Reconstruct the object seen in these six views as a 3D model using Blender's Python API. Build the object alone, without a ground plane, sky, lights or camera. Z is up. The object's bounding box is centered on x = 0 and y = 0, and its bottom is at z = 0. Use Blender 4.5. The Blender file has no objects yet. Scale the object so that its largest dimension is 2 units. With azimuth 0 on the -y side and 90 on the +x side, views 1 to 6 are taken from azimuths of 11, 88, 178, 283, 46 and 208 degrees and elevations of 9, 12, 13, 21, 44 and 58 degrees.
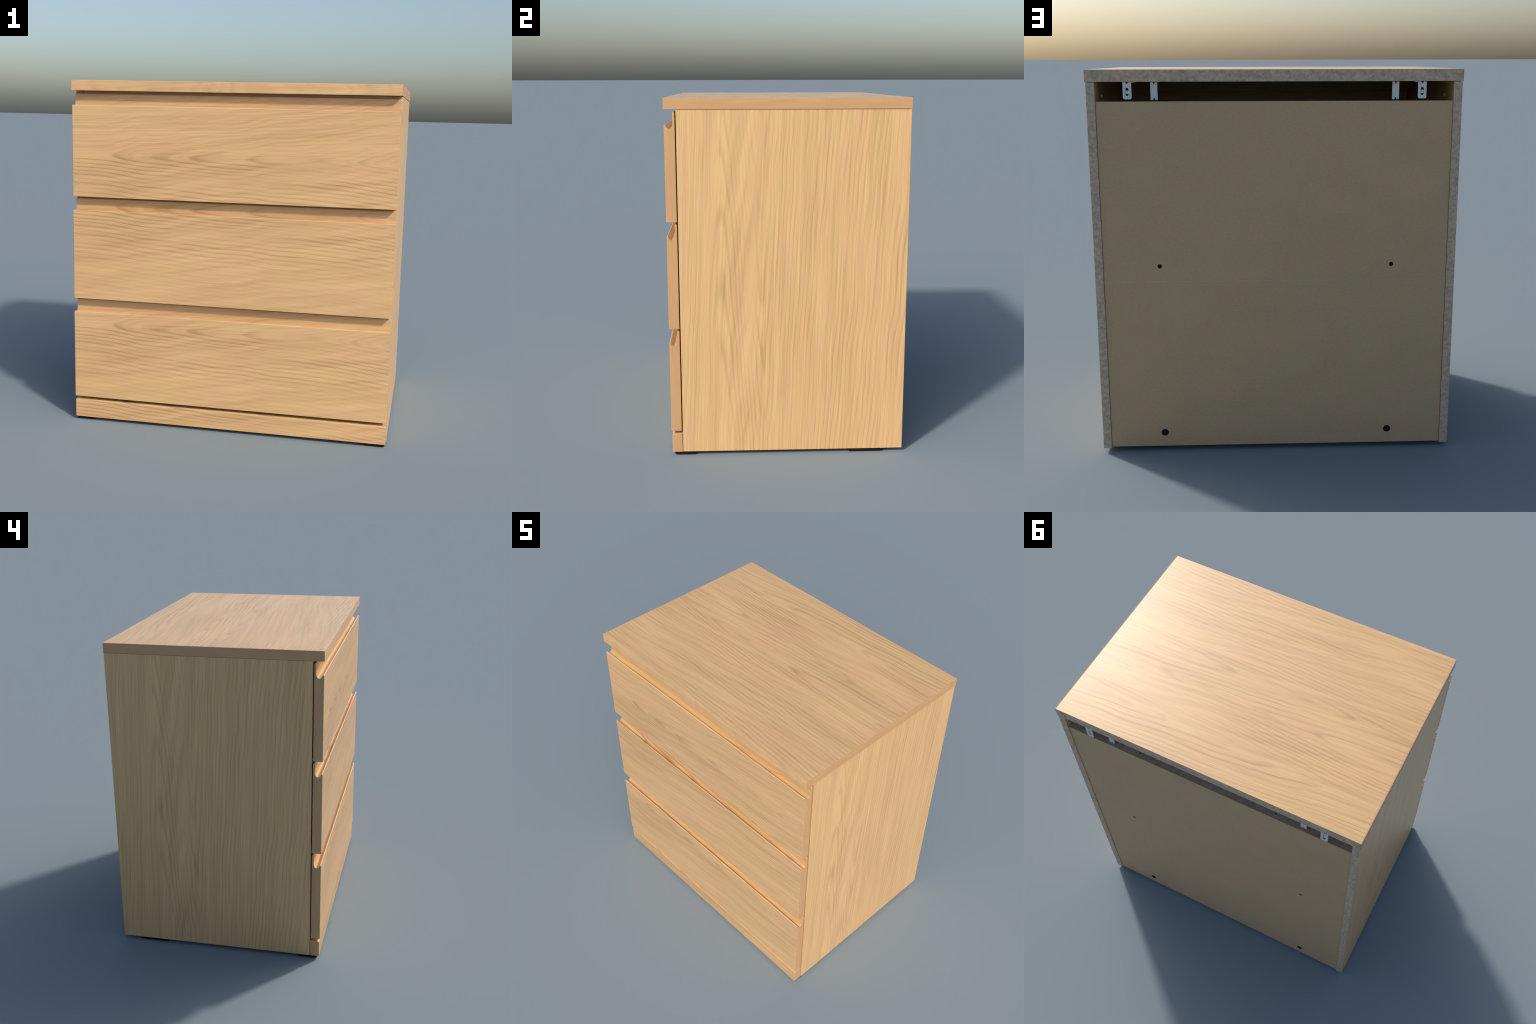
"""Three-drawer oak-veneer chest: slab top, side panels, routed-grip drawer fronts,
plinth, fibreboard back with a hand-wide slot under the top, wall brackets and feet."""
import bpy, bmesh, math
from mathutils import Vector, Matrix

# ------------------------------------------------------------------ main sizes (metres)
HALF_W, HALF_D, HEIGHT = 0.9275, 0.6585, 2.0
SLAB_Z = 1.9415                    # underside of the top slab
SIDE_X0, SIDE_X1 = 0.8815, 0.9243  # inner and outer face of a side panel
SIDE_Y0, SIDE_Y1 = -0.593, 0.6575
SIDE_Z0, SIDE_Z1 = 0.0200, 1.9398
FRONT_Y, FRONT_BACK = -0.6567, -0.5990
FRONT_HALF = 0.9222
PITCH, FIRST_BOTTOM = 0.5978, 0.1453
FACE_H = 0.5205                    # flat face of a drawer front
PANEL_Y = 0.6517                   # outer face of the back panel
PANEL_TOP, PANEL_BOTTOM = 1.8465, 0.0255

# ------------------------------------------------------------------ node helpers
class Tree:
    def __init__(self, mat):
        self.nt = mat.node_tree
        self.nt.nodes.clear()

    def node(self, kind, **props):
        n = self.nt.nodes.new(kind)
        for k, v in props.items():
            setattr(n, k, v)
        return n

    def put(self, sock, val):
        if isinstance(val, bpy.types.NodeSocket):
            self.nt.links.new(val, sock)
        elif val is not None:
            sock.default_value = val

    def math(self, op, a, b=None, c=None, clamp=False):
        n = self.node("ShaderNodeMath", operation=op, use_clamp=clamp)
        for i, v in enumerate((a, b, c)):
            self.put(n.inputs[i], v)
        return n.outputs[0]

    def step(self, x, lo, hi):
        """smooth 0..1 as x goes lo..hi (lo may exceed hi)"""
        n = self.node("ShaderNodeMapRange", interpolation_type="SMOOTHSTEP")
        self.put(n.inputs["Value"], x)
        if lo <= hi:
            vals = (lo, hi, 0.0, 1.0)
        else:
            vals = (hi, lo, 1.0, 0.0)
        for k, v in zip(("From Min", "From Max", "To Min", "To Max"), vals):
            n.inputs[k].default_value = v
        return n.outputs["Result"]

    def join(self, x, y, z):
        n = self.node("ShaderNodeCombineXYZ")
        for i, v in enumerate((x, y, z)):
            self.put(n.inputs[i], v)
        return n.outputs[0]

    def noise(self, l, c, d, fl, fc, fd=1.0, seed=0.0, detail=2.0, rough=0.5):
        """noise stretched along the grain: fl, fc, fd cycles per metre along, across, into"""
        v = self.join(self.math("MULTIPLY_ADD", l, fl, seed),
                      self.math("MULTIPLY_ADD", c, fc, seed * 1.7),
                      self.math("MULTIPLY_ADD", d, fd, seed * 0.6))
        n = self.node("ShaderNodeTexNoise")
        n.inputs["Scale"].default_value = 1.0
        n.inputs["Detail"].default_value = detail
        n.inputs["Roughness"].default_value = rough
        self.put(n.inputs["Vector"], v)
        return n.outputs["Fac"]

    def mix(self, fac, a, b, blend="MIX"):
        n = self.node("ShaderNodeMix", data_type="RGBA", blend_type=blend)
        self.put(n.inputs[0], fac)
        self.put(n.inputs[6], a if isinstance(a, bpy.types.NodeSocket) else (*a, 1.0))
        self.put(n.inputs[7], b if isinstance(b, bpy.types.NodeSocket) else (*b, 1.0))
        return n.outputs[2]

    def scale(self, col, fac):
        n = self.node("ShaderNodeVectorMath", operation="SCALE")
        self.put(n.inputs[0], col)
        self.put(n.inputs[3], fac)
        return n.outputs[0]

    def xyz(self):
        t = self.node("ShaderNodeTexCoord")
        s = self.node("ShaderNodeSeparateXYZ")
        self.nt.links.new(t.outputs["Object"], s.inputs[0])
        return s.outputs

    def finish(self, col, rough=0.45, spec=0.5, metal=0.0, bump=None, dist=0.0005):
        b = self.node("ShaderNodeBsdfPrincipled")
        o = self.node("ShaderNodeOutputMaterial")
        self.put(b.inputs["Base Color"], col if isinstance(col, bpy.types.NodeSocket) else (*col, 1.0))
        self.put(b.inputs["Roughness"], rough)
        b.inputs["Specular IOR Level"].default_value = spec
        b.inputs["Metallic"].default_value = metal
        if bump is not None:
            n = self.node("ShaderNodeBump")
            n.inputs["Distance"].default_value = dist
            n.inputs["Strength"].default_value = 0.5
            self.put(n.inputs["Height"], bump)
            self.nt.links.new(n.outputs[0], b.inputs["Normal"])
        self.nt.links.new(b.outputs[0], o.inputs[0])


def new_mat(name):
    m = bpy.data.materials.new(name)
    m.use_nodes = True
    return m, Tree(m)


# ------------------------------------------------------------------ oak veneer
OAK_YELLOW = (0.672, 0.437, 0.205)
OAK_PINK = (0.668, 0.415, 0.208)
WOOD_ROUGH = 0.34


def ring_height(t, c, knots):
    """Depth of the saw cut across the board: valleys and crests of this curve become the
    arched noses of the figure, its even slopes become long straight veins."""
    lo, hi = knots[0][0], knots[-1][0]
    h0, h1 = min(k[1] for k in knots), max(k[1] for k in knots)
    n = t.node("ShaderNodeFloatCurve")
    cu = n.mapping.curves[0]
    while len(cu.points) < len(knots):
        cu.points.new(0.5, 0.5)
    for p, (x, h) in zip(cu.points, knots):
        p.location = ((x - lo) / (hi - lo), (h - h0) / (h1 - h0))
        p.handle_type = "AUTO"
    n.mapping.update()
    t.put(n.inputs["Value"], t.math("DIVIDE", t.math("SUBTRACT", c, lo), hi - lo, clamp=True))
    return t.math("MULTIPLY_ADD", n.outputs[0], h1 - h0, h0)


def oak(name, along, across, knots, freq, slope, seed, tint=(1, 1, 1), veins=1.0, bow=0.06, calm=None):
    mat, t = new_mat(name)
    p = t.xyz()
    l, c = p["XYZ".index(along)], p["XYZ".index(across)]
    k = p["XYZ".index(({"X", "Y", "Z"} - {along, across}).pop())]
    # the whole figure wanders gently
    bend = t.math("SUBTRACT", t.noise(l, c, 0.0, 1.0, 1.8, seed=seed + 7.0, detail=1.5), 0.5)
    wob = t.math("SUBTRACT", t.noise(l, c, 0.0, 3.2, 10.0, seed=seed + 9.0, detail=1.5), 0.5)
    cw = t.math("ADD", c, t.math("MULTIPLY_ADD", bend, bow, t.math("MULTIPLY", wob, 0.008)))
    # growth is uneven along the board, so noses are unevenly spaced
    uneven = t.noise(l, c, 0.0, 2.6, 0.5, seed=seed + 3.1, detail=1.0)
    run = t.math("MULTIPLY_ADD", uneven, 0.5, l)
    u = t.math("SUBTRACT", ring_height(t, cw, knots), t.math("MULTIPLY", run, slope))
    jitter = t.noise(l, c, 0.0, 1.5, 14.0, seed=seed + 5.3, detail=1.5)
    phase = t.math("MULTIPLY_ADD", jitter, 0.8, t.math("MULTIPLY", u, freq))
    f = t.math("FRACT", phase)
    ring = t.math("MULTIPLY", t.step(f, 0.40, 0.80), t.step(f, 0.97, 0.82))
    f2 = t.math("FRACT", t.math("MULTIPLY", phase, 2.37))
    ring2 = t.math("MULTIPLY", t.step(f2, 0.30, 0.80), t.step(f2, 1.0, 0.80))
    patch = t.step(t.noise(l, cw, 0.0, 1.1, 10.0, seed=seed, detail=2.0), 0.36, 0.64)
    if calm:                                    # plainer stretch of veneer
        lively = t.math("MULTIPLY", t.step(cw, *calm[:2]), t.step(cw, *calm[2:]))
        patch = t.math("MULTIPLY", patch, t.math("MULTIPLY_ADD", lively, 0.8, 0.2))
    patch = t.math("MULTIPLY_ADD", patch, 0.9, 0.1)
    patch2 = t.step(t.noise(l, cw, 0.0, 1.3, 22.0, seed=seed + 8.0, detail=2.0), 0.38, 0.62)
    # fine streaks follow the figure
    q = t.math("MULTIPLY_ADD", u, 0.40, t.math("MULTIPLY", cw, 0.60))
    broad = t.noise(l, q, k, 0.9, 20.0, seed=seed + 1.0, detail=2.0)
    streak = t.noise(l, q, k, 1.2, 90.0, seed=seed + 2.0, detail=2.0, rough=0.55)
    thin = t.noise(l, q, k, 2.2, 190.0, 40.0, seed=seed + 3.0, detail=1.5)
    fibre = t.noise(l, c, k, 12.0, 240.0, 60.0, seed=seed + 4.0, detail=2.0)
    hue = t.step(t.noise(l, q, k, 1.8, 24.0, seed=seed + 6.0, detail=3.0), 0.34, 0.66)
    yel = tuple(a * b for a, b in zip(OAK_YELLOW, tint))
    pnk = tuple(a * b for a, b in zip(OAK_PINK, tint))
    col = t.mix(hue, yel, pnk)
    dark = t.math("MULTIPLY", t.math("MULTIPLY", ring, patch), 0.26 * veins)
    dark = t.math("MULTIPLY_ADD", t.math("MULTIPLY", ring2, patch2), 0.08 * veins, dark)
    dark = t.math("MULTIPLY_ADD", t.step(streak, 0.36, 0.68), 0.09, dark)
    dark = t.math("MULTIPLY_ADD", t.step(thin, 0.36, 0.68), 0.11, dark)
    dark = t.math("MULTIPLY_ADD", t.step(broad, 0.40, 0.68), 0.06, dark)
    dark = t.math("MULTIPLY_ADD", fibre, 0.14, dark)
    # dark grain is browner as well as deeper: it takes more blue than red
    left = [t.math("MULTIPLY_ADD", dark, -g, 1.16) for g in (0.93, 1.02, 1.16)]
    n = t.node("ShaderNodeVectorMath", operation="MULTIPLY")
    t.put(n.inputs[0], col)
    t.put(n.inputs[1], t.join(*left))
    t.finish(n.outputs[0], rough=t.math("MULTIPLY_ADD", fibre, 0.05, WOOD_ROUGH - 0.025), spec=0.6)
    return mat


# (position across the board, ring depth): arches point down the grain at each valley
FRONT_KNOTS = [(-0.60, 0.560), (-0.30, 0.285), (-0.10, 0.105), (-0.035, 0.038), (0.0, 0.014), (0.035, 0.024), (0.14, 0.070), (0.32, 0.150)]
TOP_KNOTS = [(-0.68, 0.560), (-0.40, 0.330), (-0.22, 0.180), (-0.09, 0.062), (-0.05, 0.028), (-0.02, 0.012), (0.02, 0.022), (0.11, 0.085),
             (0.15, 0.105), (0.20, 0.080), (0.36, -0.070), (0.42, -0.118), (0.45, -0.128), (0.49, -0.112), (0.68, 0.040)]
SIDE_KNOTS = [(-0.68, -0.140), (-0.50, 0.020), (-0.40, 0.100), (-0.365, 0.110), (-0.33, 0.098), (-0.24, 0.010), (-0.17, -0.060), (-0.14, -0.075),
              (-0.11, -0.062), (0.05, 0.095), (0.35, 0.370), (0.70, 0.640)]

M = {}
M["front"] = oak("oak_veneer_drawer_front", "X", "Z", FRONT_KNOTS, 44.0, 0.080, 1.0, (0.98, 0.98, 1.0), bow=0.05, calm=(0.05, -0.01, -0.34, -0.20), veins=1.05)
M["top"] = oak("oak_veneer_top", "X", "Y", TOP_KNOTS, 46.0, 0.062, 5.0, (0.97, 0.97, 0.97), bow=0.06, veins=0.85)
M["side"] = oak("oak_veneer_side", "Z", "Y", SIDE_KNOTS, 44.0, 0.065, 9.0, (1.01, 1.01, 1.00), veins=0.62, bow=0.025)


def edge_band(name, along, across):
    mat, t = new_mat(name)
    p = t.xyz()
    l, c = p["XYZ".index(along)], p["XYZ".index(across)]
    k = p["XYZ".index(({"X", "Y", "Z"} - {along, across}).pop())]
    soft = t.noise(l, c, k, 6.0, 40.0, 40.0, seed=3.0, detail=2.0)
    hue = t.step(t.noise(l, c, k, 3.0, 25.0, 25.0, seed=8.0, detail=1.0), 0.35, 0.65)
    col = t.mix(t.math("MULTIPLY", hue, 0.8), (0.555, 0.330, 0.150), (0.555, 0.310, 0.152))
    col = t.scale(col, t.math("MULTIPLY_ADD", soft, -0.22, 1.10))
    t.finish(col, rough=WOOD_ROUGH)
    return mat


M["band_upright"] = edge_band("edge_band_upright", "Z", "Y")
M["band_level"] = edge_band("edge_band_level", "Y", "Z")


def chipboard():
    mat, t = new_mat("raw_chipboard")
    p = t.xyz()
    x, y, z = p[0], p[1], p[2]
    flake = t.noise(x, z, y, 52.0, 52.0, 52.0, seed=2.0, detail=3.0, rough=0.6)
    dust = t.noise(x, z, y, 28.0, 28.0, 28.0, seed=6.0, detail=2.0)
    hue = t.step(t.noise(x, z, y, 24.0, 24.0, 24.0, seed=12.0, detail=1.0), 0.40, 0.60)
    col = t.mix(hue, (0.535, 0.425, 0.292), (0.570, 0.410, 0.308))
    k = t.math("MULTIPLY_ADD", t.step(flake, 0.28, 0.72), 0.42, 0.72)
    k = t.math("MULTIPLY_ADD", dust, 0.25, t.math("SUBTRACT", k, 0.06))
    t.finish(t.scale(col, k), rough=0.75, spec=0.3, bump=flake, dist=0.001)
    return mat


M["chip"] = chipboard()


def fibreboard():
    mat, t = new_mat("fibreboard_back")
    p = t.xyz()
    x, y, z = p[0], p[1], p[2]
    blot = t.step(t.noise(x, z, y, 8.0, 8.0, seed=4.0, detail=3.0), 0.40, 0.60)
    fine = t.noise(x, z, y, 60.0, 90.0, 50.0, seed=9.0, detail=3.0)
    cloud = t.noise(x, z, y, 5.0, 6.0, seed=14.0, detail=3.0)
    col = t.mix(blot, (0.545, 0.381, 0.208), (0.568, 0.372, 0.214))
    k = t.math("MULTIPLY_ADD", t.step(fine, 0.3, 0.7), 0.07, 0.955)
    k = t.math("MULTIPLY_ADD", cloud, 0.12, t.math("SUBTRACT", k, 0.06))
    col = t.scale(col, k)
    # the folded board's paper hinge: a faint frayed grey line across the middle
    fray = t.math("MULTIPLY", t.math("SUBTRACT", t.noise(x, z, y, 16.0, 3.0, seed=1.0, detail=3.0), 0.5), 0.007)
    away = t.math("ABSOLUTE", t.math("ADD", t.math("SUBTRACT", z, 0.9352), fray))
    broken = t.step(t.noise(x, z, y, 30.0, 60.0, seed=21.0, detail=2.0), 0.36, 0.62)
    line = t.math("MULTIPLY", t.step(away, 0.0035, 0.0005), broken)
    haze = t.step(away, 0.022, 0.004)
    col = t.mix(t.math("MULTIPLY", haze, 0.35), col, (0.51, 0.375, 0.235))
    col = t.mix(t.math("MULTIPLY", line, 0.5), col, (0.62, 0.48, 0.36))
    t.finish(col, rough=0.6, spec=0.35)
    return mat


M["board"] = fibreboard()


def plain(name, col, rough, metal=0.0, spec=0.5, vary=0.12, f=30.0):
    mat, t = new_mat(name)
    p = t.xyz()
    n = t.noise(p[0], p[1], p[2], f, f, f, seed=5.0, detail=2.0)
    t.finish(t.scale(t.mix(0.0, col, col), t.math("MULTIPLY_ADD", n, vary, 1.0 - vary / 2)), rough=rough, metal=metal, spec=spec)
    return mat


M["plastic"] = plain("black_plastic", (0.006, 0.006, 0.007), 0.5, spec=0.25)
M["metal"] = plain("pale_zinc_plate", (0.66, 0.68, 0.61), 0.5, metal=0.0)
M["foil"] = plain("drawer_box_foil", (0.36, 0.25, 0.14), 0.6)

# ------------------------------------------------------------------ mesh helpers
ROOT = bpy.data.objects.new("chest_of_drawers", None)
ROOT["label"] = "light oak veneer chest with three grooved-grip drawers"
ROOT["category"] = "chest of drawers"
bpy.context.collection.objects.link(ROOT)


def add(name, mesh, parent=ROOT, origin=(0, 0, 0), rot_z=0.0):
    o = bpy.data.objects.new(name, mesh)
    bpy.context.collection.objects.link(o)
    o.parent = parent
    o.location = Vector(origin) - (parent.location if parent is not ROOT else Vector())
    o.rotation_euler = (0, 0, rot_z)
    w = o.modifiers.new("flat_faces_stay_flat", "WEIGHTED_NORMAL")
    w.keep_sharp, w.weight = True, 100
    return o


def to_mesh(bm, name, mats, pick=None, bevel=0.0, segments=2, smooth=True):
    if bevel:
        bmesh.ops.bevel(bm, geom=bm.edges[:], offset=bevel, segments=segments, profile=0.5, affect="EDGES", clamp_overlap=True)
    bmesh.ops.recalc_face_normals(bm, faces=bm.faces)
    bm.normal_update()
    if pick:
        for f in bm.faces:
            f.material_index = pick(f.normal, f.calc_center_median())
    me = bpy.data.meshes.new(name)
    bm.to_mesh(me)
    bm.free()
    for m in mats:
        me.materials.append(m)
    if smooth:
        me.shade_smooth()
        me.set_sharp_from_angle(angle=math.radians(50))
    return me


def box_bm(x0, x1, y0, y1, z0, z1):
    bm = bmesh.new()
    bmesh.ops.create_cube(bm, size=1.0)
    for v in bm.verts:
        v.co = Vector(((x0 + x1) / 2 + v.co.x * (x1 - x0), (y0 + y1) / 2 + v.co.y * (y1 - y0), (z0 + z1) / 2 + v.co.z * (z1 - z0)))
    return bm


def box(name, x0, x1, y0, y1, z0, z1, mats, pick=None, bevel=0.002, parent=ROOT, origin=(0, 0, 0)):
    ox, oy, oz = origin
    bm = box_bm(x0 - ox, x1 - ox, y0 - oy, y1 - oy, z0 - oz, z1 - oz)
    return add(name, to_mesh(bm, name, mats, pick, bevel), parent, origin)


def extrude_profile(pts, half, name, mats, pick):
    """closed (y, z) outline swept along x from -half to +half, ends eased"""
    bm = bmesh.new()
    ease = 0.0016
    cy = sum(p[0] for p in pts) / len(pts)
    rings = [[bm.verts.new((x, y, z)) for y, z in pts] for x in (-half, half)]
    n = len(pts)
    for i in range(n):
        j = (i + 1) % n
        bm.faces.new((rings[0][i], rings[0][j], rings[1][j], rings[1][i]))
    bm.faces.new(rings[0][::-1])
    bm.faces.new(rings[1])
    ends = [e for e in bm.edges if len({round(v.co.x, 5) for v in e.verts}) == 1]
    bmesh.ops.bevel(bm, geom=ends, offset=ease, segments=1, profile=0.5, affect="EDGES", clamp_overlap=True)
    return to_mesh(bm, name, mats, pick)


def arc(cy, cz, ry, rz, a0, a1, n):
    return [(cy + ry * math.cos(math.radians(a0 + (a1 - a0) * i / n)), cz + rz * math.sin(math.radians(a0 + (a1 - a0) * i / n))) for i in range(n + 1)]


def plate(name, outline, holes, y0, y1, mat, parent):
    """flat plate in the x-z plane with real holes"""
    cu = bpy.data.curves.new(name, "CURVE")
    cu.dimensions, cu.fill_mode = "2D", "BOTH"
    cu.extrude = (y1 - y0) / 2 - 0.0004
    cu.bevel_depth = 0.0004
    for loop in [outline] + holes:
        sp = cu.splines.new("POLY")
        sp.points.add(len(loop) - 1)
        for p, (x, z) in zip(sp.points, loop):
            p.co = (x, z, 0, 1)
        sp.use_cyclic_u = True
    tmp = bpy.data.objects.new("tmp", cu)
    bpy.context.collection.objects.link(tmp)
    me = bpy.data.meshes.new_from_object(tmp.evaluated_get(bpy.context.evaluated_depsgraph_get()))
    bpy.data.objects.remove(tmp)
    bpy.data.curves.remove(cu)
    me.transform(Matrix.Translation((0, (y0 + y1) / 2, 0)) @ Matrix.Rotation(math.radians(90), 4, "X"))
    me.materials.clear()
    me.materials.append(mat)
    me.name = name
    return add(name, me, parent)


def drill(obj, spots, radius, axis, depth, sides):
    """cut straight holes into obj (spots = hole centres, axis y or z)"""
    bm = bmesh.new()
    for s in spots:
        rot = Matrix.Rotation(math.radians(90), 4, "X") if axis == "y" else Matrix.Identity(4)
        bmesh.ops.create_cone(bm, cap_ends=True, segments=sides, radius1=radius, radius2=radius, depth=depth,
                              matrix=Matrix.Translation(s) @ rot @ Matrix.Rotation(0.3, 4, "Z"))
    me = bpy.data.meshes.new("cutter")
    bm.to_mesh(me)
    bm.free()
    cut = bpy.data.objects.new("cutter", me)
    bpy.context.collection.objects.link(cut)
    mod = obj.modifiers.new("holes", "BOOLEAN")
    mod.operation, mod.solver, mod.object = "DIFFERENCE", "EXACT", cut
    bpy.context.view_layer.update()
    out = bpy.data.meshes.new_from_object(obj.evaluated_get(bpy.context.evaluated_depsgraph_get()))
    for m in [m for m in obj.modifiers if m.type == "BOOLEAN"]:
        obj.modifiers.remove(m)
    obj.data = out
    bpy.data.objects.remove(cut)


# ------------------------------------------------------------------ carcass
# top slab: veneered faces, raw rear edge, thin banding glued on both ends
BAND = 0.0032
slab = box("top_panel", -HALF_W + BAND, HALF_W - BAND, -HALF_D, HALF_D, SLAB_Z, HEIGHT, [M["top"], M["front"], M["chip"]],
           lambda n, c: 2 if n.y > 0.9 else (1 if n.y < -0.5 else 0), bevel=0.0015)
for s in (-1, 1):
    a, b = sorted((s * (HALF_W - BAND + 0.0001), s * HALF_W))
    box("edge_banding", a, b, -HALF_D + 0.0004, HALF_D - 0.0004, SLAB_Z - 0.0004, HEIGHT - 0.0003, [M["band_level"]], bevel=0.0011, parent=slab)

# side panels: the left one is the right one turned half round, so both show the same figure from outside
for s in (1, -1):
    y0, y1 = (SIDE_Y0, SIDE_Y1) if s > 0 else (-SIDE_Y1, -SIDE_Y0)
    bm = box_bm(SIDE_X0, SIDE_X1, y0, y1, SIDE_Z0, SIDE_Z1)
    rear = s
    me = to_mesh(bm, "side_panel", [M["side"], M["band_upright"], M["chip"]],
                 lambda n, c, r=rear: 2 if n.y * r > 0.9 else (1 if n.y * r < -0.9 else 0), bevel=0.0018)
    side = add("side_panel", me, ROOT, rot_z=0.0 if s > 0 else math.pi)
    # dowel cap that shows through the rear slot
    bmc = bmesh.new()
    bmesh.ops.create_cone(bmc, cap_ends=True, segments=14, radius1=0.009, radius2=0.008, depth=0.010,
                          matrix=Matrix.Translation((SIDE_X0 - 0.003, 0.46 * s, 1.866)) @ Matrix.Rotation(math.radians(90), 4, "Y"))
    add("fixing_cap", to_mesh(bmc, "fixing_cap", [M["metal"]]), side)

# back panel
back = box("back_panel", -0.8800, 0.8800, PANEL_Y - 0.0075, PANEL_Y, PANEL_BOTTOM, PANEL_TOP, [M["board"]], bevel=0.0008)
drill(back, [(0.5945, PANEL_Y, 1.0165), (-0.5945, PANEL_Y, 1.0165)], 0.0122, "y", 0.05, 8)
back.data.materials.clear()
back.data.materials.append(M["board"])
for x in (0.5954, -0.5954):
    bm = bmesh.new()
    prof = [(0.0192, -0.003), (0.0192, 0.0008), (0.0180, 0.0020), (0.0150, 0.0010), (0.0125, 0.0018), (0.0080, 0.0030), (0.0030, 0.0035)]
    rings = [[bm.verts.new((r * math.cos(2 * math.pi * i / 18), h, r * math.sin(2 * math.pi * i / 18))) for i in range(18)] for r, h in prof]
    for a, b in zip(rings, rings[1:]):
        for i in range(18):
            bm.faces.new((a[i], a[(i + 1) % 18], b[(i + 1) % 18], b[i]))
    bm.faces.new(rings[0])
    bm.faces.new(rings[-1])
    add("screw_cap", to_mesh(bm, "screw_cap", [M["plastic"]]), back, origin=(x, PANEL_Y, 0.1035))

# raw rail behind the back panel, its top edge seen through the slot
rail = box("rear_rail", -SIDE_X0 + 0.0004, SIDE_X0 - 0.0004, 0.587, PANEL_Y - 0.0080, 1.775, PANEL_TOP - 0.0020, [M["chip"]], bevel=0.001)
drill(rail, [(0.4245, 0.619, PANEL_TOP), (-0.4245, 0.619, PANEL_TOP)], 0.0060, "z", 0.08, 8)
rail.data.materials.clear()
rail.data.materials.append(M["chip"])
box("back_brace", -SIDE_X0 + 0.0004, SIDE_X0 - 0.0004, 0.550, 0.570, 0.955, 1.080, [M["chip"]], bevel=0.001)
box("bottom_rail", -SIDE_X0 + 0.0004, SIDE_X0 - 0.0004, 0.590, PANEL_Y - 0.0080, 0.045, 0.165, [M["chip"]], bevel=0.001)


# brackets in the slot
def obround(cx, cz, hw, hz, n=7):
    top = arc(cx, cz + hz - hw, hw, hw, 0, 180, n)
    low = arc(cx, cz - hz + hw, hw, hw, 180, 360, n)
    return top + low


for s in (1, -1):
    cx, hw, z0, z1, r = 0.7237 * s, 0.0208, 1.8578, SLAB_Z - 0.0025, 0.009
    notch = 0.0065
    outline = (arc(cx - hw + r, z0 + r, r, r, 180, 270, 5) + arc(cx + hw - r, z0 + r, r, r, 270, 360, 5)
               + [(cx + hw, z1), (cx + notch, z1), (cx, z1 - 0.011), (cx - notch, z1), (cx - hw, z1)])
    br = plate("wall_bracket", outline, [obround(cx, 1.8935, 0.0075, 0.0200)], 0.6532, 0.6560, M["metal"], ROOT)
    # tab bent forward under the top, running towards the middle, and the screw seen in the slot
    a, b = sorted((cx - s * 0.015, cx - s * 0.034))
    box("bracket_tab", a, b, 0.600, 0.6528, SLAB_Z - 0.0036, SLAB_Z - 0.0008, [M["metal"]], bevel=0.0006, parent=br)
    bm = bmesh.new()
    bmesh.ops.create_cone(bm, cap_ends=True, segments=10, radius1=0.0090, radius2=0.0090, depth=0.006,
                          matrix=Matrix.Translation((cx, 0.6490, 1.8915)) @ Matrix.Rotation(math.radians(90), 4, "X"))
    add("bracket_screw", to_mesh(bm, "bracket_screw", [M["metal"]]), br)
    cx, hw, z0 = 0.5955 * s, 0.0168, 1.8530
    outline = [(cx - hw, z0), (cx - 0.006, z0), (cx - 0.0005, z0 + 0.014), (cx + 0.006, z0), (cx + hw, z0),
               (cx + hw, z1), (cx + 0.005, z1), (cx, z1 - 0.014), (cx - 0.006, z1), (cx - hw, z1)]
    plate("stay_plate", outline, [], 0.6325, 0.6355, M["metal"], ROOT)

# plinth under the drawers
pl = [(-0.5957, 0.0178), (-0.6512, 0.0178), (-0.6528, 0.0195), (-0.6528, 0.1165), (-0.6500, 0.1222), (-0.6430, 0.1252), (-0.5957, 0.1270)]
add("plinth", extrude_profile([(y, z - 0.15) for y, z in pl], 0.9213, "plinth", [M["front"], M["band_upright"]],
                              lambda n, c: 1 if abs(n.x) > 0.9 else 0), ROOT, origin=(0, 0, 0.15))

# feet: flat black glides with eased lower edges
for s in (1, -1):
    for y0, y1 in ((-0.6400, -0.5175), (0.350, 0.545)):
        a, b = sorted((s * 0.808, s * 0.9185))
        bm = box_bm(a, b, y0, y1, 0.0, 0.0200)
        low = [e for e in bm.edges if all(v.co.z < 0.001 for v in e.verts)]
        up = [e for e in bm.edges if abs(e.verts[0].co.z - e.verts[1].co.z) > 0.01]
        bmesh.ops.bevel(bm, geom=low + up, offset=0.007, segments=3, profile=0.5, affect="EDGES")
        for v in bm.verts:
            if v.co.z > 0.019:
                v.co.z = 0.0197 if y0 > 0 else (0.0173 if v.co.y < SIDE_Y0 - 0.001 else 0.0173)
        add("foot", to_mesh(bm, "foot", [M["plastic"]]), ROOT)

# ------------------------------------------------------------------ drawers
# outline of a drawer front: flat face, rounded nose, scooped finger groove, thin rear lip


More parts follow.
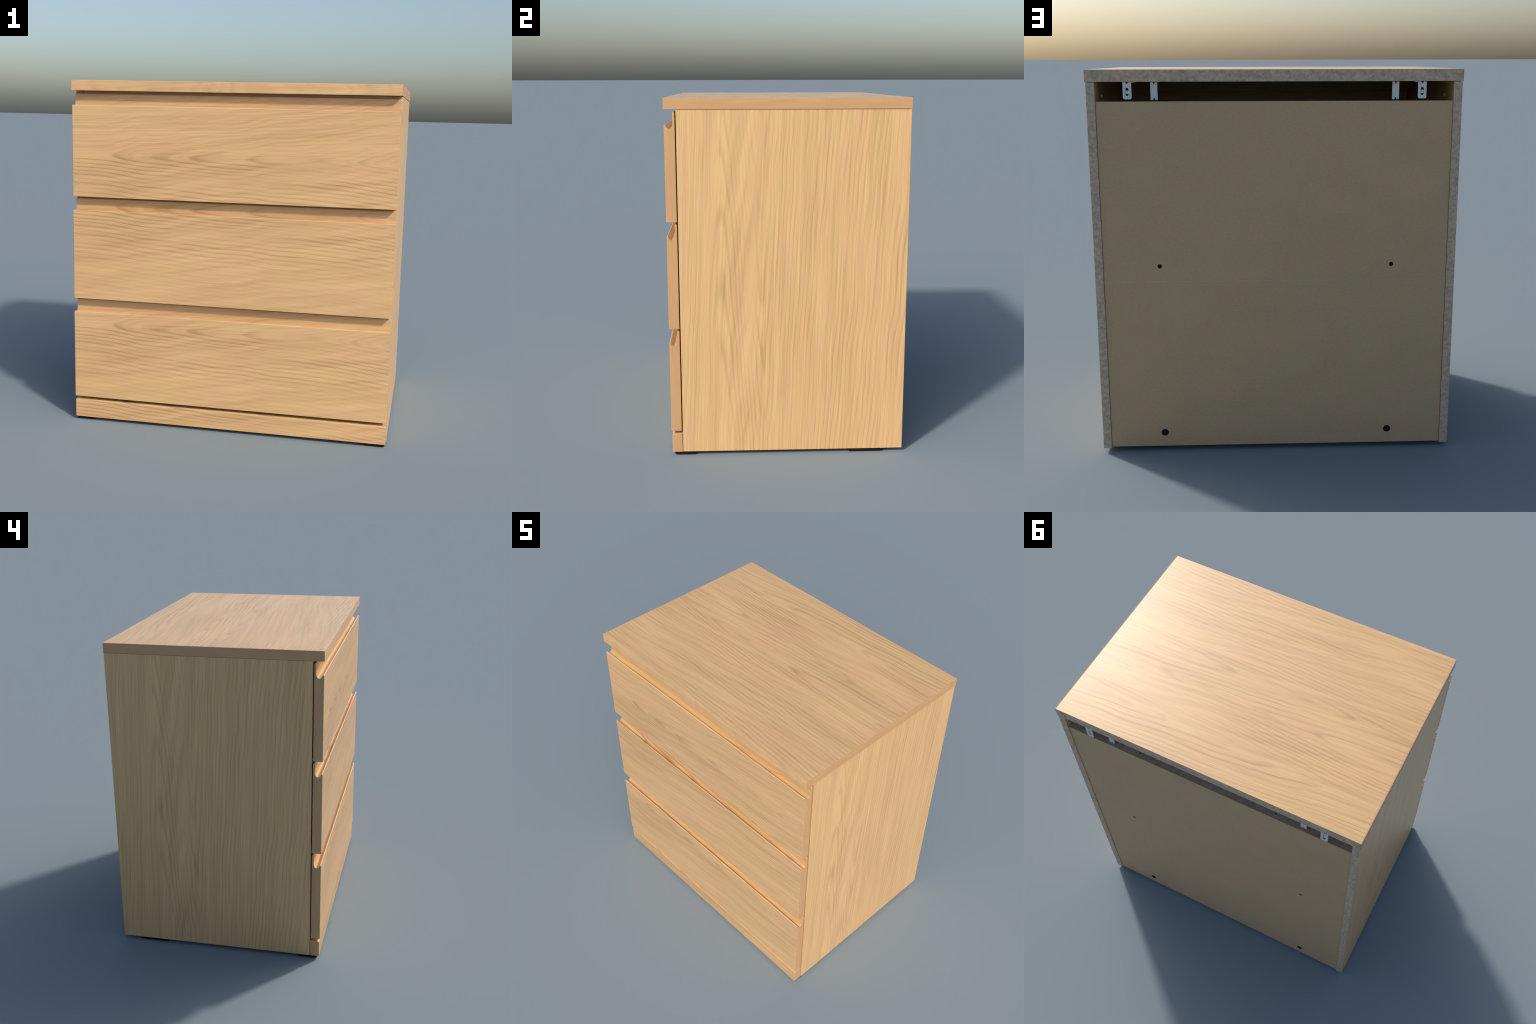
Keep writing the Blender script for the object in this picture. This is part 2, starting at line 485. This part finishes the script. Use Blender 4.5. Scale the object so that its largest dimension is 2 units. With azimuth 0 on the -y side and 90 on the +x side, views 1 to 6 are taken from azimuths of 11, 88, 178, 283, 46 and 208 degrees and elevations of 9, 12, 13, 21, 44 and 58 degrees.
def front_outline(z0):
    zt = z0 + FACE_H
    lip = zt + 0.0655
    g = zt - 0.0225
    pts = [(FRONT_BACK, z0 + 0.001), (FRONT_BACK - 0.001, z0), (FRONT_Y + 0.001, z0), (FRONT_Y, z0 + 0.001)]
    pts += arc(FRONT_Y + 0.0052, zt - 0.0052, 0.0052, 0.0052, 180, 62, 6)
    pts += arc(-0.6288, g + 0.0195, 0.0172, 0.0195, 200, 300, 10)
    pts += [(-0.6150, g + 0.0080), (-0.6124, g + 0.0140), (-0.6114, g + 0.0230)]
    pts += arc(-0.6052, lip - 0.0060, 0.0062, 0.0060, 180, 0, 8)
    return pts


# slim rails across the carcass behind the gaps between the fronts
for zc in (FIRST_BOTTOM + PITCH, FIRST_BOTTOM + 2 * PITCH, SLAB_Z - 0.0465):
    box("front_rail", -SIDE_X0 + 0.0004, SIDE_X0 - 0.0004, SIDE_Y0 + 0.004, SIDE_Y0 + 0.026, zc - 0.045, zc + 0.0455, [M["front"]], bevel=0.001)

AXES = (0.597, 1.290, 1.587)        # where the veneer's ring axis lies on each front
for i in range(3):
    z0 = FIRST_BOTTOM + PITCH * i
    org = (0, 0, AXES[i])
    me = extrude_profile([(y, z - org[2]) for y, z in front_outline(z0)], FRONT_HALF, "drawer_front", [M["front"], M["band_upright"]],
                         lambda n, c: 1 if abs(n.x) > 0.9 else 0)
    holder = bpy.data.objects.new("drawer", None)
    bpy.context.collection.objects.link(holder)
    holder.parent = ROOT
    add("drawer_front", me, holder, origin=org)
    bz, bt = z0 + 0.035, z0 + 0.36
    for s in (1, -1):
        a, b = sorted((s * 0.820, s * 0.850))
        box("drawer_side", a, b, SIDE_Y0 + 0.027, 0.545, bz, bt, [M["foil"]], parent=holder, bevel=0.001)
        a, b = sorted((s * 0.8505, s * 0.8812))
        box("drawer_runner", a, b, SIDE_Y0 + 0.02, 0.53, bz + 0.05, bz + 0.10, [M["metal"]], parent=ROOT, bevel=0.001)
    box("drawer_back", -0.8195, 0.8195, 0.520, 0.544, bz + 0.015, bt - 0.01, [M["foil"]], parent=holder, bevel=0.001)
    box("drawer_bottom", -0.8195, 0.8195, SIDE_Y0 + 0.084, 0.5195, bz + 0.010, bz + 0.018, [M["foil"]], parent=holder, bevel=0.0)
    box("drawer_inner_front", -0.8195, 0.8195, SIDE_Y0 + 0.0275, SIDE_Y0 + 0.0835, bz, bt + 0.06, [M["foil"]], parent=holder, bevel=0.001)
